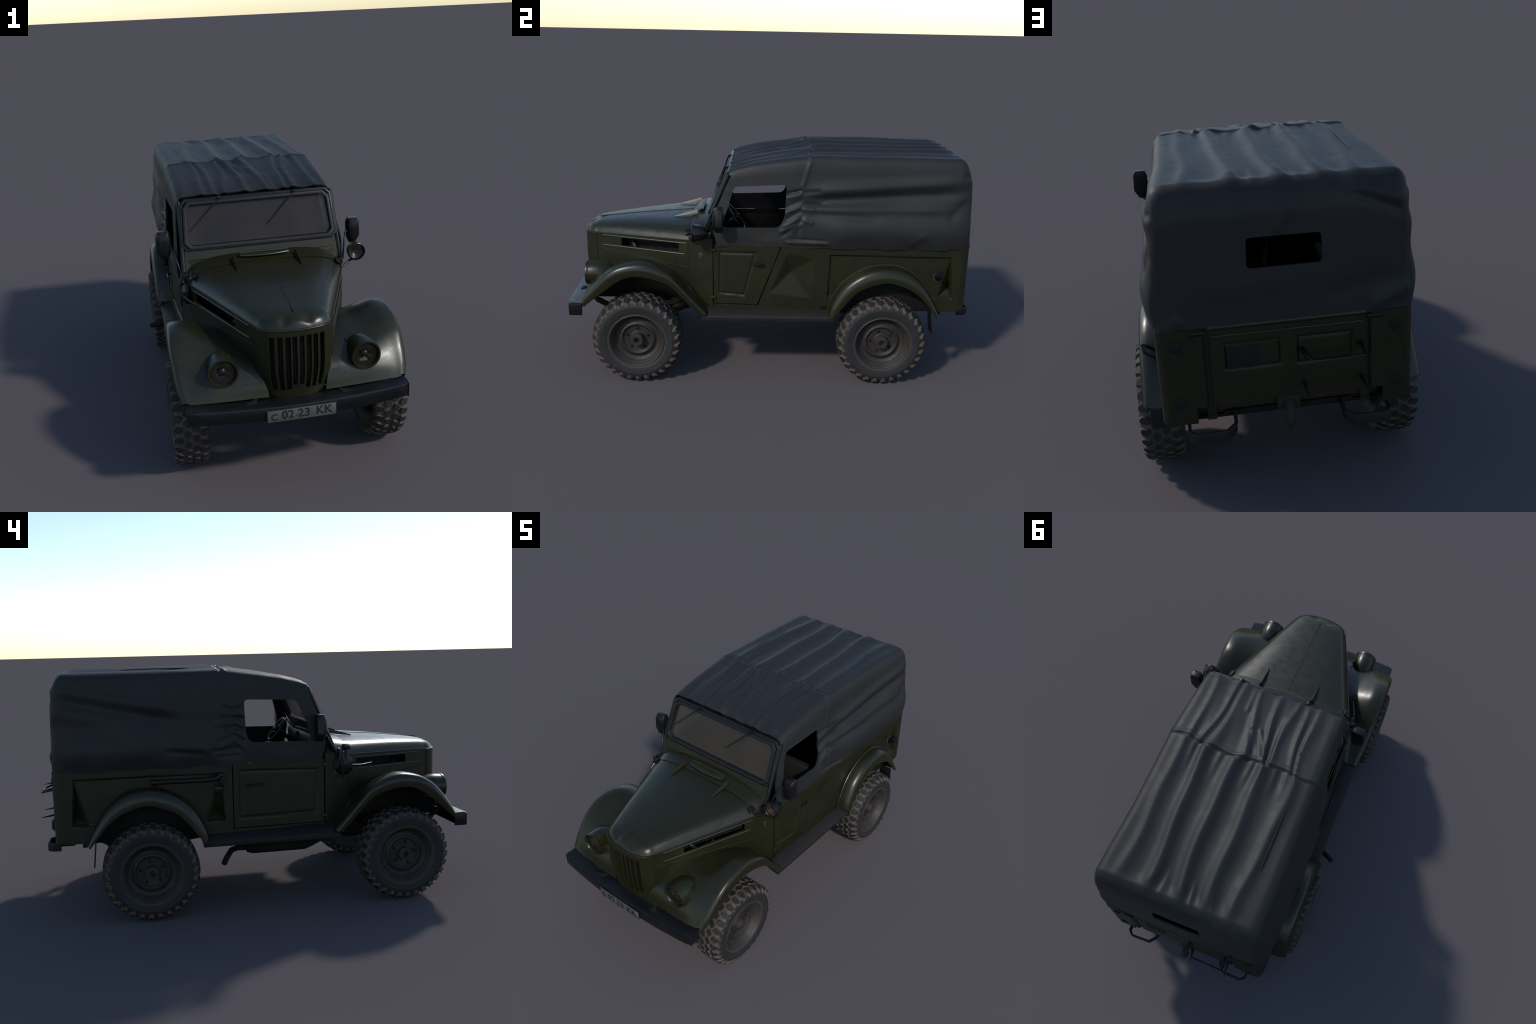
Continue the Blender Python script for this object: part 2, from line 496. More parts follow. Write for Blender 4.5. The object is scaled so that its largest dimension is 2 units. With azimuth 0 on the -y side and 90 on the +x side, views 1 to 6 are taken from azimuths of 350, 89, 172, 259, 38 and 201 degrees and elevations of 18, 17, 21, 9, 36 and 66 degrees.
# ------------------------------------------------------------------ engine bay: bonnet, sides, grille
NOSE = [(.146, -.877), (.142, -.893), (.128, -.912), (.105, -.928), (.075, -.938), (.04, -.944), (0, -.946)]
half = [(.335, -.403), (.288, -.52), (.241, -.64), (.194, -.76), (.158, -.85)] + NOSE
out = np.array(half + [(-x, y) for x, y in half[::-1][1:]])
outline = poly_path(out, 150)
edge_y = np.abs(outline[:, 0])
HSEC = [(0, 0), (.02, .16), (.06, .40), (.12, .60), (.18, .71), (.28, .81), (.45, .92), (.7, .98), (1, 1.)]
def bonnet_rows():
    rows = []
    gs = [0, .02, .045, .075, .11, .15, .20, .26, .34, .44, .56, .70, .85, 1.0]
    for g in gs:
        row = []
        for x, y in outline:
            sy = -.403 if y > -.405 else max(min(y, -.403), -.80)
            px, py = x * (1 - g), y + (sy - y) * g
            zl = interp(y, [(-.95, .650), (-.877, .654), (-.40, .672)])
            zc = interp(py, [(-.946, .700), (-.89, .702), (-.65, .728), (-.403, .747)])
            z = zl + (zc - zl) * interp(g, HSEC)
            # pressed hollows either side of the nose ridge
            z -= .010 * math.exp(-((abs(px) - .045) / .018) ** 2 - ((py + .918) / .016) ** 2)
            row.append((px, py, z))
        rows.append(row)
    return np.array(rows)
bonnet = sheet('bonnet', bonnet_rows(), PAINT, solid=.006, offset=-1, angle=50)
tube('bonnet_dark_groove_line', [(0, y, interp(y, [(-.89, .7015), (-.65, .7275), (-.403, .7465)])) for y in np.linspace(-.885, -.405, 20)], .0028, SEAM, 6, parent=bonnet)
lip = np.array([(x, y - .002) for x, y in outline if y < -.86])
tube('bonnet_lip', [(x, y, .652) for x, y in lip], .0045, PAINT, 8, parent=bonnet)
for x, y in ((.10, -.80), (.075, -.83), (.052, -.80), (.115, -.755)):
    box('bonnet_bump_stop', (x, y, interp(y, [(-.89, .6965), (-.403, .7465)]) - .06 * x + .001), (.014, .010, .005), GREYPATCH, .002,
        rot=Matrix.Rotation(-.08, 4, 'X').to_quaternion(), parent=bonnet)

# engine side panels with the long cooling slot
def eng(y):
    return interp(y, [(-.877, .146), (-.403, .334)])
for s in (1, -1):
    ys = np.unique(np.r_[np.linspace(-.876, -.745, 12), np.linspace(-.745, -.452, 30), np.linspace(-.452, -.403, 6)])
    def zr(y, f):  # height rows following the bonnet's slope
        top = interp(y, [(-.877, .656), (-.403, .674)])
        slot_t = interp(y, [(-.745, .641), (-.452, .651)])
        slot_b = interp(y, [(-.745, .603), (-.452, .611)])
        return [top, slot_t, slot_b, .56, .50, .44, .38][f]
    P = np.array([[(s * (eng(y)), y, zr(y, f)) for f in range(7)] for y in ys])
    keep = np.ones((len(ys) - 1, 6), bool)
    for i in range(len(ys) - 1):
        ym = .5 * (ys[i] + ys[i + 1])
        if -.745 < ym < -.452:
            keep[i, 1] = False
    sp = sheet('engine_side_panel', P, PAINT_FLAT, keep, solid=.006, angle=30)
    n = np.array([s * .93, -.368, 0])
    def strip(nm, y0, z0, y1, z1, r, mat):
        a = np.array([s * eng(y0), y0, z0]) + n * .003; b = np.array([s * eng(y1), y1, z1]) + n * .003
        tube(nm, [a, .5 * (a + b), b], r, mat, 6, parent=sp)
    strip('trim_strip', -.84, .646, -.412, .6565, .0032, EDGE)
    strip('trim_strip', -.84, .596, -.425, .602, .0032, EDGE)
    strip('panel_seam', -.872, .579, -.408, .537, .002, SEAM)
    strip('panel_seam', -.408, .537, -.4075, .660, .002, SEAM)
    strip('bonnet_gap', -.870, .6545, -.406, .6725, .0028, SEAM)
    # dark engine block seen through the slot
    q = [(s * (eng(y) - .055), y, z) for y, z in ((-.80, .58), (-.42, .58), (-.42, .665), (-.80, .645))]
    make('inner_wing', q, [(0, 1, 2, 3)], DARK, solid=.004, parent=sp)

# grille shell with eight slots
SL = [-.107, -.077, -.048, -.0225, .0045, .031, .0565, .083]       # slot left edges
SW = [.020, .019, .019, .017, .017, .018, .018, .018]
gx = [-.146, -.142, -.130]
for a, w in zip(SL, SW):
    gx += [a, a + w * .5, a + w]
gx += [.120, .130, .142, .146]
gx = np.array(sorted(gx))
def nose_y(x):
    t = np.array(NOSE)[::-1]
    return np.interp(abs(x), t[:, 0], t[:, 1])
gz = [.655, .628, .60, .56, .52, .48, .45, .424, .405, .39]
P = []
for x in gx:
    col = []
    for k, z in enumerate(gz):
        t = smooth(.50, .38, z)
        xx = x * (1 - .13 * float(t))
        zb = z
        if k == len(gz) - 1:
            zb = interp(abs(x), [(0, .362), (.06, .368), (.11, .382), (.146, .398)])
        if k == 0:
            zb = interp(abs(x), [(0, .652), (.146, .656)])
        yy = nose_y(x) + .018 * float(smooth(.52, .37, zb))
        col.append((xx, yy, zb))
    P.append(col)
P = np.array(P)
keep = np.ones((len(gx) - 1, len(gz) - 1), bool)
for i in range(len(gx) - 1):
    xm = .5 * (gx[i] + gx[i + 1])
    for k, (a, w) in enumerate(zip(SL, SW)):
        if a < xm < a + w:
            keep[i, 1:(7 if k in (3, 4) else 8)] = False
grille = sheet('radiator_grille', P, PAINT_FLAT, keep, solid=.010, offset=0, angle=40)
box('radiator', (0, -.897, .51), (.21, .012, .27), DARK, .002, parent=grille)
for i in range(16):
    box('radiator_fin', (-.10 + .0133 * i, -.905, .51), (.003, .006, .25), RUBBER, 0, parent=grille)
box('engine_block', (0, -.62, .50), (.16, .40, .24), DARK, .02)
for y in (-.72, -.64, -.56, -.48):
    tube('engine_pipe', [(.10, y, .60), (.17, y + .02, .63), (.20, y + .05, .58)], .012, RUBBER, 8)
    tube('engine_pipe', [(-.10, y, .60), (-.17, y + .02, .63), (-.20, y + .05, .58)], .012, RUBBER, 8)

# front wings
FL = [(-.890, .372), (-.854, .404), (-.80, .448), (-.745, .492), (-.68, .526), (-.60, .528), (-.503, .500), (-.456, .463), (-.40, .398), (-.349, .335)]
FE = [(-.898, .384), (-.864, .427), (-.817, .482), (-.767, .530), (-.70, .561), (-.60, .567), (-.490, .529), (-.432, .471), (-.378, .405), (-.320, .337)]
FC = [(-.906, .382), (-.878, .428), (-.836, .484), (-.783, .534), (-.708, .575), (-.602, .589), (-.500, .546), (-.438, .482), (-.376, .414), (-.314, .345)]
FV = [(-.912, .380), (-.893, .432), (-.855, .480), (-.795, .518), (-.706, .543), (-.600, .552), (-.490, .522), (-.420, .467), (-.365, .405), (-.305, .342)]
FA = [(-.917, .378), (-.902, .428), (-.874, .468), (-.805, .508), (-.706, .536), (-.600, .546), (-.485, .516), (-.410, .465), (-.358, .405), (-.300, .342)]
FX = catmull([(v, 0) for v in (.436, .450, .457, .461, .462, .461, .460, .457, .452, .444)], 70)[:, 0]   # outer edge, front to rear
for s in (1, -1):
    N = 70
    L, E_, C, V_, A = [catmull(q, N) for q in (FL, FE, FC, FV, FA)]
    def xs_inner(y, z):
        a = eng(y) if y < -.403 else side_x(y)
        if y < -.877:
            a = .146 - .03 * float(smooth(.50, .38, z))
        return a
    rows = []
    xi = np.array([xs_inner(y, z) for y, z in A])
    def row(q, x):
        return np.stack([s * (np.full(N, x) if np.isscalar(x) else x), q[:, 0], q[:, 1]], 1)
    rows.append(row(L + [0, .003], FX - .010))
    rows.append(row(L, FX))
    rows.append(row(L * .35 + E_ * .65, FX + .002))
    keyr = [row(E_, FX), row(C * .5 + E_ * .5 + [0, .006], FX - .014), row(C, .402), row(C * .55 + V_ * .45, .355)]
    xv = np.maximum(xi + .03, .300)
    keyr += [row(V_, xv), row(A, xi - .004)]
    K = np.array(keyr)                                  # (6,N,3): spline across the wing
    dense = np.stack([catmull(K[:, k], 22) for k in range(N)], 1)
    P = np.concatenate([np.array(rows), dense], 0)
    wing = sheet('front_wing', P, PAINT, solid=.005, angle=50)
    # splash apron under the wing
    prism('splash_apron', [(-.87, .345), (-.33, .345), (-.33, .48), (-.42, .52), (-.80, .52), (-.87, .45)], s * .225, s * .230, 'x', DARK, parent=wing)
    # headlamp pod
    cx, cz = .278, .490
    prof = [(-.892, .056), (-.899, .0575), (-.902, .054), (-.897, .0500), (-.889, .0485)]
    pod = [(-.758, .0), (-.760, .012), (-.768, .026), (-.785, .042), (-.81, .053), (-.84, .0585), (-.87, .0590), (-.895, .0565)]
    head = revolve('headlamp', pod, 32, PAINT, 'y', (s * cx, 0, cz), angle=60, cap=True)
    revolve('headlamp_rim', [(-.888, .0575), (-.896, .0595), (-.903, .0575), (-.903, .051), (-.896, .0475), (-.880, .047)], 32, PAINT, 'y', (s * cx, 0, cz), cap=False, parent=head)
    revolve('headlamp_reflector', [(-.886, .047), (-.878, .040), (-.868, .026), (-.864, .010), (-.864, .0)], 32, BULB, 'y', (s * cx, 0, cz), cap=False, parent=head)
    revolve('headlamp_bulb', [(-.862, .012), (-.880, .013), (-.886, .008), (-.888, .0)], 16, STEEL, 'y', (s * cx, 0, cz), cap=False, parent=head)
    revolve('headlamp_glass', [(-.892, .0475), (-.898, .040), (-.902, .022), (-.903, .0)], 32, LENS, 'y', (s * cx, 0, cz), cap=False, parent=head)
    # five-sided blackout mask inside the lamp
    n = 5
    ring_o = [(s * cx + .0465 * math.cos(a), -.8895, cz + .0465 * math.sin(a)) for a in np.linspace(0, 2 * math.pi, 41)[:-1]]
    def pent(a):
        k = (a % (2 * math.pi / 5)) - math.pi / 5
        return .0355 * math.cos(math.pi / 5) / math.cos(k)
    ring_i = [(s * cx + pent(a) * math.cos(a + .3), -.887, cz + pent(a) * math.sin(a + .3)) for a in np.linspace(0, 2 * math.pi, 41)[:-1]]
    make('headlamp_mask', ring_o + ring_i, [(i, (i + 1) % 40, 40 + (i + 1) % 40, 40 + i) for i in range(40)], STEP, solid=.002, parent=head)

# scuttle between bonnet and windscreen
def scuttle():
    rows = []
    fr = [0, .02, .045, .075, .11, .15, .20, .26, .34, .44, .56, .70, .85, 1.0]
    prof = fr + [2 - f for f in fr[::-1][1:]]
    for y, w, zl, zc in ((-.4005, .334, .6725, .7475), (-.37, .343, .678, .753), (-.335, .350, .684, .760), (-.30, .352, .69, .765)):
        r = []
        for g in prof:
            gg = g if g <= 1 else 2 - g
            sx = 1 if g <= 1 else -1
            r.append((sx * w * (1 - gg), y, zl + (zc - zl) * interp(gg, HSEC)))
        rows.append(r)
    return np.array(rows)
sc = sheet('scuttle', scuttle(), PAINT, solid=.006, angle=50, parent=TUB)
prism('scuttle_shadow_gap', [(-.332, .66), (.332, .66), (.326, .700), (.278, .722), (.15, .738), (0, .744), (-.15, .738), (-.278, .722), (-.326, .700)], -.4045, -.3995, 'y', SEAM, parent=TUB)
# vent flap on the scuttle
vent = sheet('scuttle_vent', np.array([[(x, -.385 + .035 * t + .016 * (abs(x) / .107) ** 2 * (1 - t), .7575 + .004 * math.sin(math.pi * t) + .007 * t - .025 * x * x + .005) for t in np.linspace(0, 1, 6)] for x in np.linspace(-.105, .107, 24)]), PAINT, solid=.006, angle=40)
for t in (0, 1):
    tube('vent_lip', [(x, -.385 + .035 * t + .016 * (abs(x) / .107) ** 2 * (1 - t), .7655 + .007 * t - .025 * x * x) for x in np.linspace(-.106, .108, 14)], .003, EDGE, 6, parent=vent)
# windscreen rest wedges
for x in (-.138, .138):
    V = [(x - .012, -.372, .754), (x + .012, -.372, .754), (x, -.375, .776), (x - .003, -.488, .738), (x + .003, -.488, .738), (x, -.488, .743)]
    make('windscreen_rest', V, [(0, 1, 2), (3, 5, 4), (0, 3, 4, 1), (1, 4, 5, 2), (2, 5, 3, 0)], PAINT, angle=20, bevel=.001)
# bonnet rear catches at the corners
for s in (1, -1):
    box('bonnet_catch', (s * .318, -.405, .708), (.03, .035, .012), BLACK, .004, rot=Matrix.Rotation(s * .7, 4, 'Y').to_quaternion())
    box('catch_plate', (s * (side_x(-.345) + .004), -.345, .60), (.006, .022, .034), EDGE, .002)

# ------------------------------------------------------------------ windscreen
def wy(z):
    return -.216 - (.983 - z) * .427
WIND = bpy.data.objects.new('windscreen', None); link(WIND, None)
def wring(x, z0, z1, ch):
    return [(-x + ch, z1), (x - ch, z1), (x, z1 - ch), (x + .008, z0 + ch), (x + .008 - ch, z0), (-x - .008 + ch, z0), (-x - .008, z0 + ch), (-x, z1 - ch)]
def frame(name, x, z0, z1, ch, w, d, mat, dy=0.):
    o = wring(x, z0, z1, ch); i = wring(x - w, z0 + w, z1 - w, ch * .8)
    V = []
    for off in (-d / 2, d / 2):
        for q in (o, i):
            V += [(a, wy(b) + off + dy, b) for a, b in q]
    n = 8; F = []
    for k in range(n):
        l = (k + 1) % n
        F += [(k, l, n + l, n + k), (2 * n + k, 3 * n + k, 3 * n + l, 2 * n + l), (k, 2 * n + k, 2 * n + l, l), (n + k, n + l, 3 * n + l, 3 * n + k)]
    return make(name, V, F, mat, bevel=.003, parent=WIND)
frame('windscreen_frame', .341, .789, 1.000, .022, .012, .026, BLACK)
frame('windscreen_seal', .329, .796, .990, .024, .014, .034, RUBBER, -.003)
g = wring(.316, .806, .981, .02)
make('windscreen_glass', [(a, wy(b) - .002, b) for a, b in g] + [(a, wy(b) + .002, b) for a, b in g],
     [tuple(range(8)), tuple(range(15, 7, -1))] + [(k, (k + 1) % 8, 8 + (k + 1) % 8, 8 + k) for k in range(8)], GLASS, angle=20, parent=WIND)
# lower screen panel and side posts
V = []
pn = [(-.336, .800), (.336, .800), (.348, .700), (.350, .66), (-.350, .66), (-.348, .700)]
make('windscreen_panel', [(a, wy(b) - .006, b) for a, b in pn] + [(a, wy(b) + .010, b) for a, b in pn],
     [tuple(range(6)), tuple(range(11, 5, -1))] + [(k, (k + 1) % 6, 6 + (k + 1) % 6, 6 + k) for k in range(6)], PAINT_FLAT, angle=20, parent=WIND)
for s in (1, -1):
    tube('windscreen_post', [(s * (.342 + (.99 - z) * .030), wy(z) - .002, z) for z in (.99, .93, .86, .79, .74, .705)], .0095, BLACK, 10, parent=WIND)
    box('screen_hinge', (s * .345, -.352, .692), (.022, .03, .03), BLACK, .005, parent=WIND)
for xb, xt in ((-.166, -.306), (.170, .038)):
    a = np.array([xb, wy(.994) - .022, .994]); b = np.array([xt, wy(.868) - .010, .868])
    tube('wiper', [a, a + (b - a) * .15 + [0, -.004, 0], a + (b - a) * .6, b], [.004, .003, .0022, .0018], BLACK, 6, parent=WIND)
    box('wiper_pivot', tuple(a + [0, .004, .003]), (.016, .018, .012), BLACK, .003, parent=WIND)
box('inspection_tag', (.312, wy(.812) - .006, .812), (.007, .003, .006), REDTAG, 0, parent=WIND)

# ------------------------------------------------------------------ canvas top
def roof_z(y):
    return interp(y, [(-.24, .995), (-.215, 1.010), (-.18, 1.024), (-.10, 1.044), (0., 1.060), (.10, 1.074), (.175, 1.085), (.22, 1.084), (.5, 1.082), (.85, 1.080), (1, 1.080)])
SEC = [(.390, .660), (.392, .70), (.390, .78), (.384, .85), (.379, .93), (.373, .99), (.369, 1.030), (.361, 1.060), (.350, 1.076), (.332, 1.085), (.30, 1.088), (.2, 1.089), (.1, 1.089), (0, 1.089)]
half = catmull(SEC, 150)
sec = np.vstack([half, np.stack([-half[::-1][1:, 0], half[::-1][1:, 1]], 1)])
sec = poly_path(sec, 300)
def front_y(x, z):
    return interp(z, [(.60, -.270), (.665, -.272), (.745, -.287), (.80, -.284), (.90, -.243), (.97, -.218), (1.0, -.212), (1.1, -.205)])
def width_k(y):          # the top is narrower in front
    return interp(y, [(-.30, .957), (-.1, .978), (.1, 1.), (.9, 1.)])
def place(y, x, z):
    zt = roof_z(y)
    z2 = np.where(z > .85, .85 + (z - .85) * (zt - .85) / (1.088 - .85), z)
    return np.stack([x * width_k(y), y + 0 * x, z2], -1)
rows = []
NQ = 210
for q in np.linspace(0, 1, NQ):
    # two passes so the front edge follows the windscreen slope
    z = sec[:, 1]
    y = front_y(0, z) * (1 - q) + .852 * q
    for _ in range(3):
        zt = roof_z(y)
        z2 = np.where(sec[:, 1] > .85, .85 + (sec[:, 1] - .85) * (zt - .85) / (1.088 - .85), sec[:, 1])
        y = front_y(0, z2) * (1 - q) + .852 * q
    rows.append(np.stack([sec[:, 0] * width_k(y), y, z2], -1))
for r in rows:
    r[:, 0] -= .008 * smooth(.15, .33, -r[:, 0]) * smooth(.85, .95, r[:, 2]) * smooth(.25, .60, r[:, 1])
    r[:, 0] -= .013 * smooth(.05, .36, r[:, 0]) * smooth(.76, .90, r[:, 2]) * (1 - smooth(.5, .85, r[:, 1]))
last = rows[-1]
def rear_y(z):
    return interp(z, [(.60, .921), (.66, .920), (.80, .917), (.92, .915), (.985, .913), (1.03, .909), (1.10, .905)])
for ph in np.linspace(0, math.pi / 2, 22)[1:]:
    ix = .030 * (1 - math.cos(ph)); iz = .105 * (1 - math.cos(ph))
    x = last[:, 0] - np.sign(last[:, 0]) * ix * smooth(0, .25, np.abs(last[:, 0]))
    z = last[:, 2] - iz * np.clip((last[:, 2] - .662) / .426, 0, 1) ** 2
    y = .852 + (rear_y(z) - .852) * math.sin(ph)
    rows.append(np.stack([x, y, z], -1))
edge = rows[-1]
for k in np.linspace(0, 1, 70)[1:]:
    x = edge[:, 0] * (1 - k); z = .660 + (edge[:, 2] - .660) * (1 - k)
    rows.append(np.stack([x, rear_y(z) + .004 * k, z], -1))
P = np.array(rows)

# folds: ridges along straight runs, gathered where the cloth is laced
def fold(a, b, p0, p1, amp, w, t0=.12, t1=.12, skew=0.):
    p0 = np.array(p0); p1 = np.array(p1)
    d = p1 - p0; L = np.linalg.norm(d); d = d / L
    t = ((a - p0[0]) * d[0] + (b - p0[1]) * d[1]) / L
    n = (a - p0[0]) * -d[1] + (b - p0[1]) * d[0]
    tt = np.clip(t, 0, 1)
    env = smooth(-t0 * .3, t0, t) * (1 - smooth(1 - t1, 1 + t1 * .3, t))
    ww = w * (1 + skew * (tt - .5))
    return amp * env * np.exp(-(n / ww) ** 2)
sx = lambda x: x - X0
def waves(x, y, y0, y1, c0, c1, amp):
    """folds with crests running from x=c0[k] at y0 to x=c1[k] at y1"""
    t = np.clip((y - y0) / (y1 - y0), 0, 1)
    d = np.zeros_like(x)
    for k in range(len(c0) - 1):
        a = c0[k] + (c1[k] - c0[k]) * t; b = c0[k + 1] + (c1[k + 1] - c0[k + 1]) * t
        A = amp[k] + (amp[k + 1] - amp[k]) * np.clip((x - a) / (b - a), 0, 1)
        ph = (x - a) / (b - a)
        d += np.where((ph >= 0) & (ph < 1), A * np.cos(2 * math.pi * (ph + .06 * np.sin(2 * math.pi * ph))), 0)
    return d
def roof_folds(x, y):
    w1 = .006 * np.sin(y * 9 + 2.0 * np.sin(x * 7)) + .004 * np.sin(y * 17 + x * 11)
    xx = x + w1
    rear = waves(xx, y, .18, .86, [-.350, -.262, -.100, .022, .158, .262, .350], [-.350, -.236, -.130, .008, .134, .262, .350],
                 [.0, .006, .0085, .0090, .0085, .004, 0.])
    rear += waves(xx, y, .62, .88, [-.22, -.13, -.085, -.04, .008, .085, .134, .25], [-.25, -.16, -.115, -.055, -.015, .075, .120, .25],
                  [0, .003, .002, .004, .003, .0045, .003, 0]) * smooth(.72, .86, y)
    pinch = smooth(.36, .19, y)
    rear += pinch * waves(xx, y, .18, .36, [-.30, -.215, -.165, -.100, -.05, .022, .085, .158, .21, .30], [-.30, -.215, -.165, -.105, -.05, .022, .085, .158, .21, .30],
                  [0, .003, .002, .002, .003, .001, .003, .001, .003, 0])
    vary = .70 + .45 * np.sin(y * 13 + x * 23) * np.sin(x * 31 + 1.3)
    front = vary * waves(xx, y, -.22, .17, [-.340, -.228, -.178, -.134, -.044, .046, .128, .162, .272, .340],
                  [-.340, -.252, -.228, -.126, -.090, -.006, .150, .194, .250, .340],
                  [0, .006, .004, .0065, .0075, .008, .005, .0055, .005, 0])
    front += fold(x, y, (-.018, .00), (-.095, .15), .007, .011) - fold(x, y, (.02, .02), (-.045, .16), .006, .014) + fold(x, y, (.085, -.23), (.07, -.05), .005, .012)
    front += .003 * smooth(-.19, -.215, y) * np.sin(x * 47 + 1.2 * np.sin(x * 19))
    wob = .178 + .008 * np.sin(x * 15 + .6) + .004 * np.sin(x * 41)
    q = smooth(-.008, .010, y - wob)
    rear = rear * (1 - .75 * smooth(.80, .875, y))
    d = front * (1 - q) + rear * q
    return d - .004 * np.exp(-((y - wob) / .007) ** 2) + .0035 * np.exp(-((y - wob + .014) / .010) ** 2)
def side_folds(y, z, s):
    d = np.zeros_like(y)
    if s > 0:
        L = [((.13, .918), (.92, .985), .012, .026), ((.13, .875), (.90, .925), -.017, .026), ((.12, .838), (.84, .845), .009, .020),
             ((.16, .825), (.50, .795), -.005, .016), ((.05, .684), (.26, .684), .008, .009), ((.07, .700), (.26, .694), -.004, .007),
             ((.62, .672), (.70, .74), .004, .020), ((.80, .80), (.90, .90), -.006, .022), ((.86, 1.00), (.93, 1.01), -.005, .012),
             ((.122, .93), (.165, 1.07), .004, .010)]
        for i, (yy, zz) in enumerate([(.052, .945), (.048, .915), (.046, .885), (.044, .850), (.042, .820), (.035, .785), (.025, .745)]):
            j1, j2, j3 = [(.7, .2, .9), (.1, .8, .4), (.9, .5, .1), (.3, .1, .8), (.6, .9, .5), (.2, .4, .7), (.8, .6, .3)][i]
            L.append(((yy, zz - .028 - .01 * j1), (.128, .925 - .024 * i + .008 * j2), (.006 if i % 2 else -.007) * (.6 + .6 * j3), .006 + .005 * j2))
            if i in (0, 2, 3, 5):
                L.append(((.125, .915 - .024 * i), (.165 + .08 * j1, .925 - .030 * i), (.006 if i % 2 else -.006), .005 + .006 * j3))
        L += [((.02, .73), (.14, .78), .007, .012), ((.10, .70), (.13, .83), -.005, .014)]
    else:
        L = [((.40, .865), (.90, .965), -.012, .026), ((.35, .905), (.90, 1.015), .006, .024), ((.45, .80), (.86, .90), .006, .04),
             ((.26, .715), (.45, .735), -.006, .012), ((.10, .735), (.24, .725), -.006, .010), ((.10, .70), (.22, .70), -.005, .009),
             ((.72, .99), (.90, 1.035), -.004, .012), ((.25, .735), (.42, .755), .004, .015)]
        for i, zz in enumerate([.93, .905, .878, .852, .828, .802, .775, .75]):
            j1, j2, j3 = [(.2, .7, .3), (.8, .1, .6), (.4, .9, .9), (.9, .3, .2), (.1, .6, .8), (.7, .2, .5), (.3, .8, .1), (.6, .5, .7)][i]
            L.append(((.085, zz - .016 - .012 * j1), (.135, .90 - .018 * i + .008 * j2), (.006 if i % 2 else -.007) * (.6 + .6 * j3), .006 + .004 * j2))
            if i not in (1, 6):
                L.append(((.132, .90 - .018 * i), (.17 + .07 * j1, .915 - .028 * i + .01 * j2), (.005 if i % 2 else -.006), .005 + .006 * j3))
    for p0, p1, a, w in L:
        d += fold(y, z, p0, p1, a, w, .15, .2)
    d += .003 * np.sin(y * 23 + 2 * s) * smooth(.73, .68, z)
    along = smooth(.10, .34, y) * (1 - .65 * smooth(.78, .92, y))
    d += along * (.026 * np.exp(-((z - .745) / .075) ** 2) + .008 * np.exp(-((z - .90) / .06) ** 2))
    return d
def rear_folds(x, z):
    d = np.zeros_like(x)
    for p0, p1, a, w in [((-.20, 1.03), (-.36, .96), -.008, .014), ((-.16, 1.05), (-.36, 1.0), .006, .014), ((-.25, .68), (-.38, .74), .008, .022),
                         ((.30, .70), (.37, .66), .005, .02), ((.02, .93), (-.03, 1.02), .004, .018), ((.36, 1.0), (.22, 1.04), -.003, .02),
                         ((-.10, .80), (.30, .77), .003, .04), ((-.33, .78), (-.1, .72), -.004, .03)]:
        d += fold(x, z, p0, p1, a, w, .2, .2)
    return d
gu = np.gradient(P, axis=0); gv = np.gradient(P, axis=1)
Nn = np.cross(gu, gv); ln = np.linalg.norm(Nn, axis=2, keepdims=True)
Nn = Nn / np.maximum(ln, 1e-9)
if Nn[50, 150, 2] < 0:
    Nn = -Nn
x, y, z = P[..., 0], P[..., 1], P[..., 2]
wt = smooth(.55, .92, Nn[..., 2])
wsr = smooth(.6, .95, Nn[..., 0]); wsl = smooth(.6, .95, -Nn[..., 0])
wb = smooth(.6, .95, Nn[..., 1])
D = wt * roof_folds(x, y) + wsr * side_folds(y, z, 1) + wsl * side_folds(y, z, -1) + wb * rear_folds(x, z)
P = P + Nn * D[..., None]
# scalloped hem
hem = smooth(.69, .66, P[..., 2])
P[..., 2] += hem * (.003 * np.sin(P[..., 1] * 31 + P[..., 0] * 17) + .002 * np.sin(P[..., 1] * 73 + P[..., 0] * 41))
n, m = P.shape[:2]
canvas = sheet('canvas_top', P, CANVAS, solid=.006, offset=-1, angle=180)

def rounded(poly, r, n=6):
    """round the corners of a convex polygon"""
    out = []
    Q = [np.array(p, float) for p in poly]
    for i, p in enumerate(Q):
        a = Q[i - 1]; b = Q[(i + 1) % len(Q)]
        ua = (a - p) / np.linalg.norm(a - p); ub = (b - p) / np.linalg.norm(b - p)
        p0 = p + ua * r; p1 = p + ub * r
        for t in np.linspace(0, 1, n):
            out.append((1 - t) ** 2 * p0 + 2 * t * (1 - t) * p + t * t * p1)
    return out
cuts = [('x', rounded([(-.246, .748), (-.212, .86), (-.190, .936), (.054, .951), (.046, .80), (.020, .752)], .022), .30, .45),
        ('x', rounded([(-.226, .748), (-.200, .84), (-.158, .936), (.084, .946), (.079, .79), (.06, .756)], .022), -.45, -.30),
        ('y', rounded([(-.113, .833), (.107, .833), (.104, .924), (-.111, .923)], .014), .86, .98)]
for ax, poly, lo, hi in cuts:
    c = prism('cutter', poly, lo, hi, ax, SEAM, angle=0)
    md = canvas.modifiers.new('w', 'BOOLEAN'); md.operation = 'DIFFERENCE'; md.object = c
    md.solver = 'MANIFOLD'
    bake(canvas)
    bpy.data.objects.remove(c)
shade(canvas.data, 50)
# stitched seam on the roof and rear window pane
tube('roof_seam', [(-.272, y, roof_z(y) + .0060 - abs(y - .46) * .014) for y in np.linspace(.30, .62, 12)], np.r_[.0008, np.full(10, .0022), .0008], CANVAS, 6, parent=canvas)
